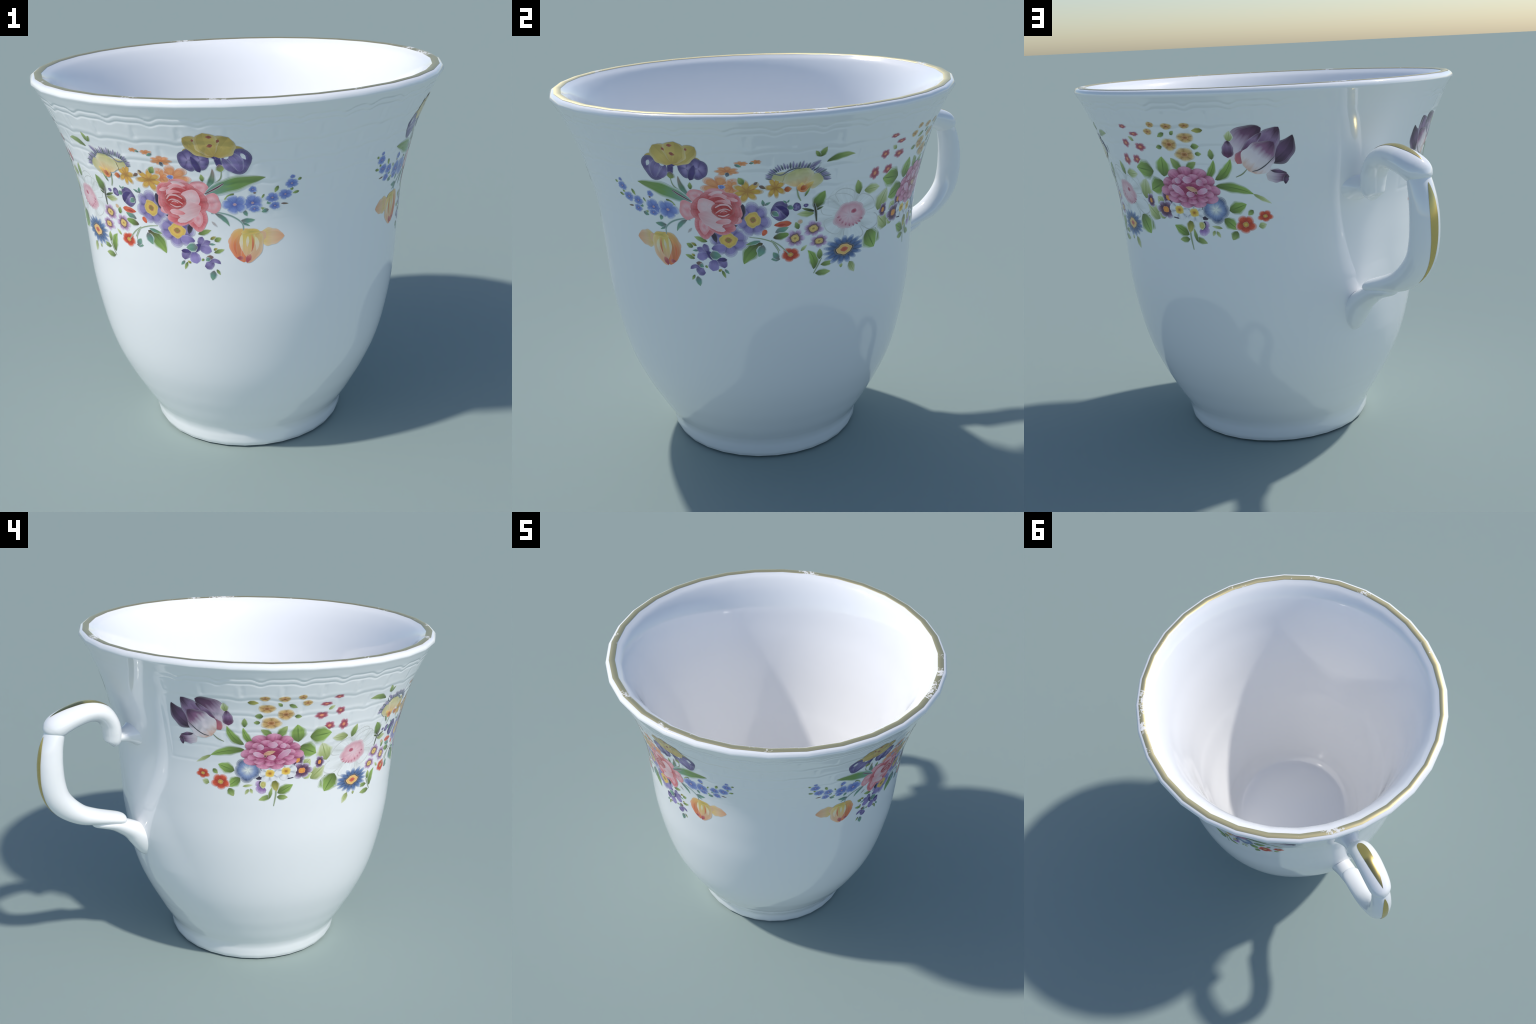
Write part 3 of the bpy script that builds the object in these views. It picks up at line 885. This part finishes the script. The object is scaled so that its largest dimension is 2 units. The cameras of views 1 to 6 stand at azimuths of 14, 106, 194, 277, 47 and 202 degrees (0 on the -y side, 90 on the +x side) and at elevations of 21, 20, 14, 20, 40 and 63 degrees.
    stem("faint", 0.0064, (95.04, 1.307), (96.65, 1.262), (93.15, 1.247), (89.08, 1.272), (88.80, 1.314))
    stem("faint", 0.0056, (88.25, 1.318), (85.97, 1.293), (82.49, 1.319), (81.41, 1.365), (84.17, 1.380))
    stem("faint", 0.0053, (84.03, 1.387), (80.69, 1.403), (80.07, 1.448), (82.34, 1.473), (85.43, 1.446))
    stem("faint", 0.0054, (85.79, 1.449), (84.39, 1.492), (87.06, 1.511), (90.85, 1.489), (91.44, 1.446))
    stem("faint", 0.0060, (92.02, 1.442), (94.21, 1.467), (98.60, 1.436), (100.56, 1.386), (97.00, 1.375))
    stem("faint", 0.0039, (78.92, 1.435), (79.87, 1.470))
    stem("faint", 0.0041, (82.23, 1.438), (82.23, 1.475), (84.40, 1.489), (87.19, 1.487), (90.12, 1.467), (91.42, 1.437))
    blossom("pink_heart", 90.48, 1.374, 0.0812, 0.0607)
    blossom("pink_dot", 91.88, 1.390, 0.0175, 0.0125)
    leaf("pink_stroke", 95.85, 1.342, 93.46, 1.351, 0.009)
    leaf("pink_stroke", 95.24, 1.327, 92.97, 1.344, 0.008)
    leaf("pink_stroke", 94.09, 1.318, 92.21, 1.340, 0.008)
    leaf("pink_stroke", 92.56, 1.315, 91.27, 1.340, 0.008)
    leaf("pink_stroke", 90.87, 1.317, 90.27, 1.343, 0.009)
    leaf("pink_stroke", 89.19, 1.325, 89.32, 1.349, 0.010)
    leaf("pink_stroke", 87.71, 1.338, 88.51, 1.357, 0.010)
    leaf("pink_stroke", 86.56, 1.354, 87.92, 1.367, 0.010)
    leaf("pink_stroke", 85.83, 1.372, 87.61, 1.377, 0.010)
    # greenery between
    leaf("leaf_deep", 77.78, 1.435, 80.80, 1.515, 0.054)
    leaf("leaf_pale", 77.89, 1.413, 72.44, 1.417, 0.030)
    leaf("leaf_dark", 78.18, 1.421, 73.85, 1.443, 0.013)
    leaf("leaf_dark", 78.31, 1.427, 80.79, 1.440, 0.010)
    stem("dark_stem", 0.0144, (77.67, 1.460), (78.34, 1.422), (78.83, 1.371))
    leaf("green", 73.18, 1.344, 72.15, 1.379, 0.023)
    blossom("bud", 73.58, 1.379, 0.0121, 0.0105)
    leaf("leaf_pale", 73.90, 1.237, 75.99, 1.263, 0.015)
    stem("stem", 0.0067, (57.96, 1.319), (61.69, 1.310), (65.28, 1.288), (67.30, 1.247))
    stem("stem", 0.0074, (70.26, 1.226), (67.39, 1.271), (64.57, 1.301))
    stem("stem", 0.0054, (64.57, 1.299), (66.57, 1.253), (66.86, 1.233))
    leaf("leaf_deep", 61.96, 1.289, 55.87, 1.191, 0.063, -0.09)
    leaf("teal", 62.25, 1.279, 60.62, 1.224, 0.037)
    leaf("green_teal", 61.36, 1.300, 56.66, 1.283, 0.017)
    leaf("teal", 65.87, 1.337, 70.04, 1.357, 0.029)
    leaf("leaf_deep", 65.22, 1.311, 70.54, 1.326, 0.032)
    leaf("teal", 67.31, 1.208, 64.41, 1.210, 0.019)
    leaf("teal", 66.83, 1.208, 65.11, 1.242, 0.027)
    # scarlet and plum florets
    leaf("scarlet", 65.51, 1.372, 70.97, 1.377, 0.028)
    leaf("scarlet_deep", 66.67, 1.370, 69.47, 1.374, 0.013)
    leaf("scarlet", 62.04, 1.324, 63.18, 1.353, 0.022)
    blossom("scarlet", 70.59, 1.225, 0.0399, 0.0323, 0.5)
    blossom("plum", 77.97, 1.338, 0.0465, 0.0373, 0.3)
    blossom("plum", 72.08, 1.301, 0.0419, 0.0405)
    blossom("plum", 80.00, 1.274, 0.0439, 0.0308, 0.6)
    # blue daisy
    leaf("leaf", 78.19, 1.141, 76.17, 1.236, 0.040, -0.15)
    leaf("green", 80.19, 1.185, 80.32, 1.236, 0.028)
    leaf("green", 80.57, 1.158, 85.53, 1.161, 0.024)
    leaf("green", 78.72, 1.120, 84.19, 1.118, 0.030)
    stem("stem", 0.0090, (78.19, 1.121), (79.76, 1.159), (80.99, 1.191))
    leaf("leaf_pale", 91.30, 1.145, 93.50, 1.087, 0.034)
    leaf("leaf_pale", 88.12, 1.124, 88.06, 1.152, 0.017)
    blossom("daisy", 89.20, 1.211, 0.1074, 0.0641, 0.1)
    leaf("leaf", 102.44, 1.273, 99.73, 1.193, 0.094)
    # peony bouquet leaves
    leaf("leaf", 113.97, 1.480, 114.94, 1.578, 0.077)
    leaf("leaf", 109.98, 1.504, 102.08, 1.516, 0.084)
    leaf("leaf", 113.39, 1.450, 106.87, 1.407, 0.083)
    leaf("leaf_pale", 102.34, 1.360, 105.10, 1.462, 0.077)
    leaf("green", 123.22, 1.520, 126.92, 1.554, 0.034)
    leaf("green", 121.23, 1.511, 118.30, 1.572, 0.043)
    leaf("leaf", 129.43, 1.469, 132.72, 1.563, 0.033, -0.09)
    leaf("green", 132.31, 1.565, 132.27, 1.615, 0.028)
    leaf("leaf_pale", 108.16, 1.264, 103.02, 1.329, 0.068)
    leaf("leaf_pale", 110.98, 1.271, 107.72, 1.293, 0.028)
    leaf("leaf", 98.22, 1.273, 102.17, 1.181, 0.093)
    leaf("leaf_pale", 110.98, 1.345, 108.88, 1.377, 0.048)
    stem("stem", 0.0110, (121.19, 1.258), (120.94, 1.195), (121.62, 1.123))
    leaf("leaf", 120.38, 1.196, 114.73, 1.240, 0.048)
    leaf("green", 120.52, 1.175, 116.42, 1.170, 0.030)
    leaf("green", 122.69, 1.181, 127.22, 1.158, 0.029)
    leaf("olive", 121.77, 1.270, 120.69, 1.206, 0.039)
    leaf("green", 123.40, 1.164, 122.42, 1.230, 0.018)
    leaf("leaf", 135.98, 1.318, 141.76, 1.349, 0.056)
    leaf("leaf", 133.97, 1.280, 138.35, 1.228, 0.051)
    leaf("green", 138.07, 1.219, 136.29, 1.176, 0.037)
    leaf("green", 143.82, 1.320, 142.06, 1.295, 0.025)
    leaf("leaf_pale", 145.34, 1.239, 147.99, 1.250, 0.030)
    leaf("leaf_pale", 133.04, 1.233, 129.27, 1.243, 0.014)
    leaf("leaf_pale", 130.82, 1.219, 132.18, 1.187, 0.016)
    leaf("leaf_pale", 130.27, 1.222, 129.41, 1.194, 0.016)
    leaf("leaf_pale", 144.20, 1.397, 149.97, 1.348, 0.018)
    leaf("leaf", 132.23, 1.438, 144.49, 1.396, 0.043, 0.06)
    leaf("leaf_pale", 94.83, 1.481, 101.27, 1.481, 0.044)
    leaf("green", 93.03, 1.468, 91.60, 1.540, 0.038)
    leaf("leaf_pale", 105.03, 1.650, 102.88, 1.670, 0.019)
    # plum tulip
    stem("thin_green", 0.0075, (142.88, 1.516), (141.30, 1.494), (139.24, 1.480))
    leaf("leaf", 132.48, 1.469, 138.01, 1.569, 0.043, -0.13)
    leaf("tulip_dark", 149.62, 1.550, 156.40, 1.667, 0.084, -0.12)
    leaf("tulip_mid", 144.89, 1.553, 152.37, 1.706, 0.112)
    leaf("tulip_back", 139.52, 1.550, 147.55, 1.706, 0.127, 0.14)
    leaf("tulip_mid", 142.01, 1.569, 147.66, 1.682, 0.046, 0.05)
    leaf("tulip_mid", 137.41, 1.572, 137.95, 1.654, 0.051)
    leaf("leaf_pale", 138.13, 1.648, 138.78, 1.697, 0.035)
    leaf("tulip_red", 140.06, 1.543, 142.65, 1.608, 0.044)
    leaf("tulip_front", 143.38, 1.507, 150.95, 1.638, 0.136, 0.02)
    stem("tulip_line", 0.0077, (151.44, 1.574), (148.99, 1.537), (146.59, 1.513), (144.46, 1.505))
    leaf("tulip_back", 148.62, 1.488, 155.74, 1.470, 0.061)
    leaf("tulip_dark", 154.71, 1.481, 154.53, 1.438, 0.023)
    leaf("tulip_dark", 149.99, 1.506, 155.00, 1.492, 0.015)
    # buff roses
    blossom("buff", 125.24, 1.670, 0.0422, 0.0229, 0.3)
    blossom("buff", 119.18, 1.637, 0.0408, 0.0287, 0.3)
    blossom("buff", 123.71, 1.590, 0.0491, 0.0314, 0.3)
    blossom("buff", 126.01, 1.726, 0.0258, 0.0132, 0.3)
    blossom("buff", 120.04, 1.723, 0.0301, 0.0150, 0.3)
    blossom("buff", 114.48, 1.731, 0.0221, 0.0135, 0.3)
    blossom("buff", 112.66, 1.697, 0.0253, 0.0154, 0.3)
    leaf("olive", 131.26, 1.704, 127.80, 1.702, 0.023)
    leaf("green", 126.32, 1.627, 129.05, 1.629, 0.028)
    leaf("green", 127.23, 1.593, 129.35, 1.592, 0.020)
    leaf("green", 120.49, 1.683, 121.93, 1.702, 0.017)
    leaf("green", 118.50, 1.692, 115.69, 1.673, 0.020)
    leaf("green", 116.23, 1.626, 113.84, 1.621, 0.021)
    # pink stars
    blossom("pink_star", 107.12, 1.621, 0.0386, 0.0208, 0.2)
    blossom("pink_star", 103.51, 1.557, 0.0333, 0.0241, 0.2)
    blossom("pink_star", 106.21, 1.684, 0.0346, 0.0116, 0.2)
    blossom("pink_star", 102.28, 1.719, 0.0285, 0.0113, 0.2)
    blossom("pink_star", 100.47, 1.637, 0.0276, 0.0222, 0.2)
    blossom("pink_star", 97.84, 1.554, 0.0291, 0.0316, 0.2)
    leaf("leaf", 109.98, 1.504, 102.08, 1.516, 0.084)
    # peony and its florets
    leaf("shade", 120.35, 1.352, 114.31, 1.327, 0.037)
    leaf("shade", 125.01, 1.333, 120.49, 1.275, 0.029)
    leaf("shade", 120.15, 1.286, 114.49, 1.278, 0.017)
    leaf("shade", 130.90, 1.356, 125.84, 1.334, 0.026)
    leaf("shade", 127.73, 1.338, 126.19, 1.282, 0.029)
    leaf("shade", 114.85, 1.420, 113.07, 1.342, 0.037)
    leaf("shade", 128.68, 1.288, 125.57, 1.281, 0.023)
    blossom("morning_glory", 131.25, 1.324, 0.0633, 0.0614, 0.2)
    leaf("lilac", 125.87, 1.237, 128.04, 1.209, 0.033)
    leaf("lilac", 125.87, 1.237, 126.17, 1.192, 0.042)
    leaf("lilac", 125.87, 1.237, 128.28, 1.260, 0.033)
    leaf("shade", 126.83, 1.266, 125.66, 1.220, 0.021)
    blossom("olive_dot", 125.66, 1.245, 0.0151, 0.0188)
    blossom("plum_dark", 113.65, 1.378, 0.0368, 0.0469, 0.3)
    blossom("plum_dark", 111.68, 1.315, 0.0529, 0.0434)
    blossom("plum_dark", 105.09, 1.353, 0.0255, 0.0342)
    blossom("white_daisy", 123.32, 1.307, 0.0520, 0.0457)
    blossom("white_daisy", 117.56, 1.318, 0.0532, 0.0460, 0.3)
    blossom("peony", 122.94, 1.428, 0.1452, 0.0940, 0.1)
    blossom("peony", 123.19, 1.422, 0.1111, 0.0681, 0.4)
    blossom("peony_inner", 123.61, 1.416, 0.0850, 0.0378, 0.2)
    leaf("peony_pale", 120.87, 1.395, 116.42, 1.439, 0.033)
    leaf("peony_pale", 124.62, 1.396, 121.42, 1.398, 0.026)
    leaf("peony_pale", 125.34, 1.402, 129.41, 1.422, 0.026)
    leaf("peony_pale", 128.22, 1.445, 125.82, 1.463, 0.031)
    leaf("peony_pale", 124.80, 1.469, 120.99, 1.468, 0.032)
    leaf("peony_pale", 120.43, 1.459, 118.00, 1.466, 0.027)
    leaf("stamen", 125.89, 1.414, 121.73, 1.433, 0.020)
    blossom("stamen_dot", 125.17, 1.405, 0.0077, 0.0064)
    # scarlet florets
    blossom("scarlet", 141.07, 1.251, 0.0455, 0.0414, 0.4)
    blossom("scarlet", 147.63, 1.289, 0.0337, 0.0264, 0.2)


# ------------------------------------------------------------------ build
def build():
    cup = bpy.data.objects.new("teacup", None)
    bpy.context.scene.collection.objects.link(cup)
    cup["label"] = "flared white porcelain teacup with floral print and gilded rim"
    cup["category"] = "teacup"
    white = porcelain()
    gilt, gilt_worn = gold(False), gold(True)
    az = np.arange(512) * 360 / 512
    heights = np.concatenate([np.linspace(0.010, 0.30, 60)[:-1], np.linspace(0.30, 1.25, 120)[:-1], np.linspace(1.25, 1.853, 260)])
    wall = np.stack([outer_radius(heights), heights], 1)
    body = lathe("body", wall, az, white, cup, moulded=True)
    # lip and inside follow one continuous curve, parted where the lip ends
    curve = catmull(OUTER[-5:] + LIP + INNER, 8)
    curve = np.vstack([[wall[-1]], curve[np.argmax(curve[:, 1] > 1.8535):]])
    slope = np.gradient(curve, axis=0)
    split = int(np.argmin(np.abs(curve[:, 0] - INNER[0][0]) + (curve[:, 1] < 1.85)))
    lathe("lip", curve[:split + 1], az, white, cup, tangents=slope[:split + 1])
    lathe("inside", curve[split:], az, white, cup, tangents=slope[split:])
    lathe("foot", catmull(UNDER, 6), az, white, cup)
    band = catmull(LIP, 6)
    band = band[(band[:, 0] < 0.981) & (band[:, 0] > 0.943)]
    d = np.gradient(band, axis=0)
    d /= np.linalg.norm(d, axis=1, keepdims=True)
    lathe("rim_gilding", band + 0.0012 * np.stack([d[:, 1], -d[:, 0]], 1), az, gilt_worn, cup)

    for name, sweep in (("handle", GRIP), ("handle_scroll", SCROLL), ("handle_bracket", BRACKET), ("handle_stub", STUB)):
        P, F = sweep.mesh()
        ob = make_object(name, P, F, [white], cup if name == "handle" else handle)
        if name == "handle":
            handle = ob
    gilding_patch("handle_gilding", SCROLL, 50, 98, 0.42, gilt, handle)
    gilding_patch("handle_gilding", GRIP, 14, 72, 0.33, gilt, handle, 0.8)
    for side in (1, -1):
        floral_print(Print(side, body))


build()
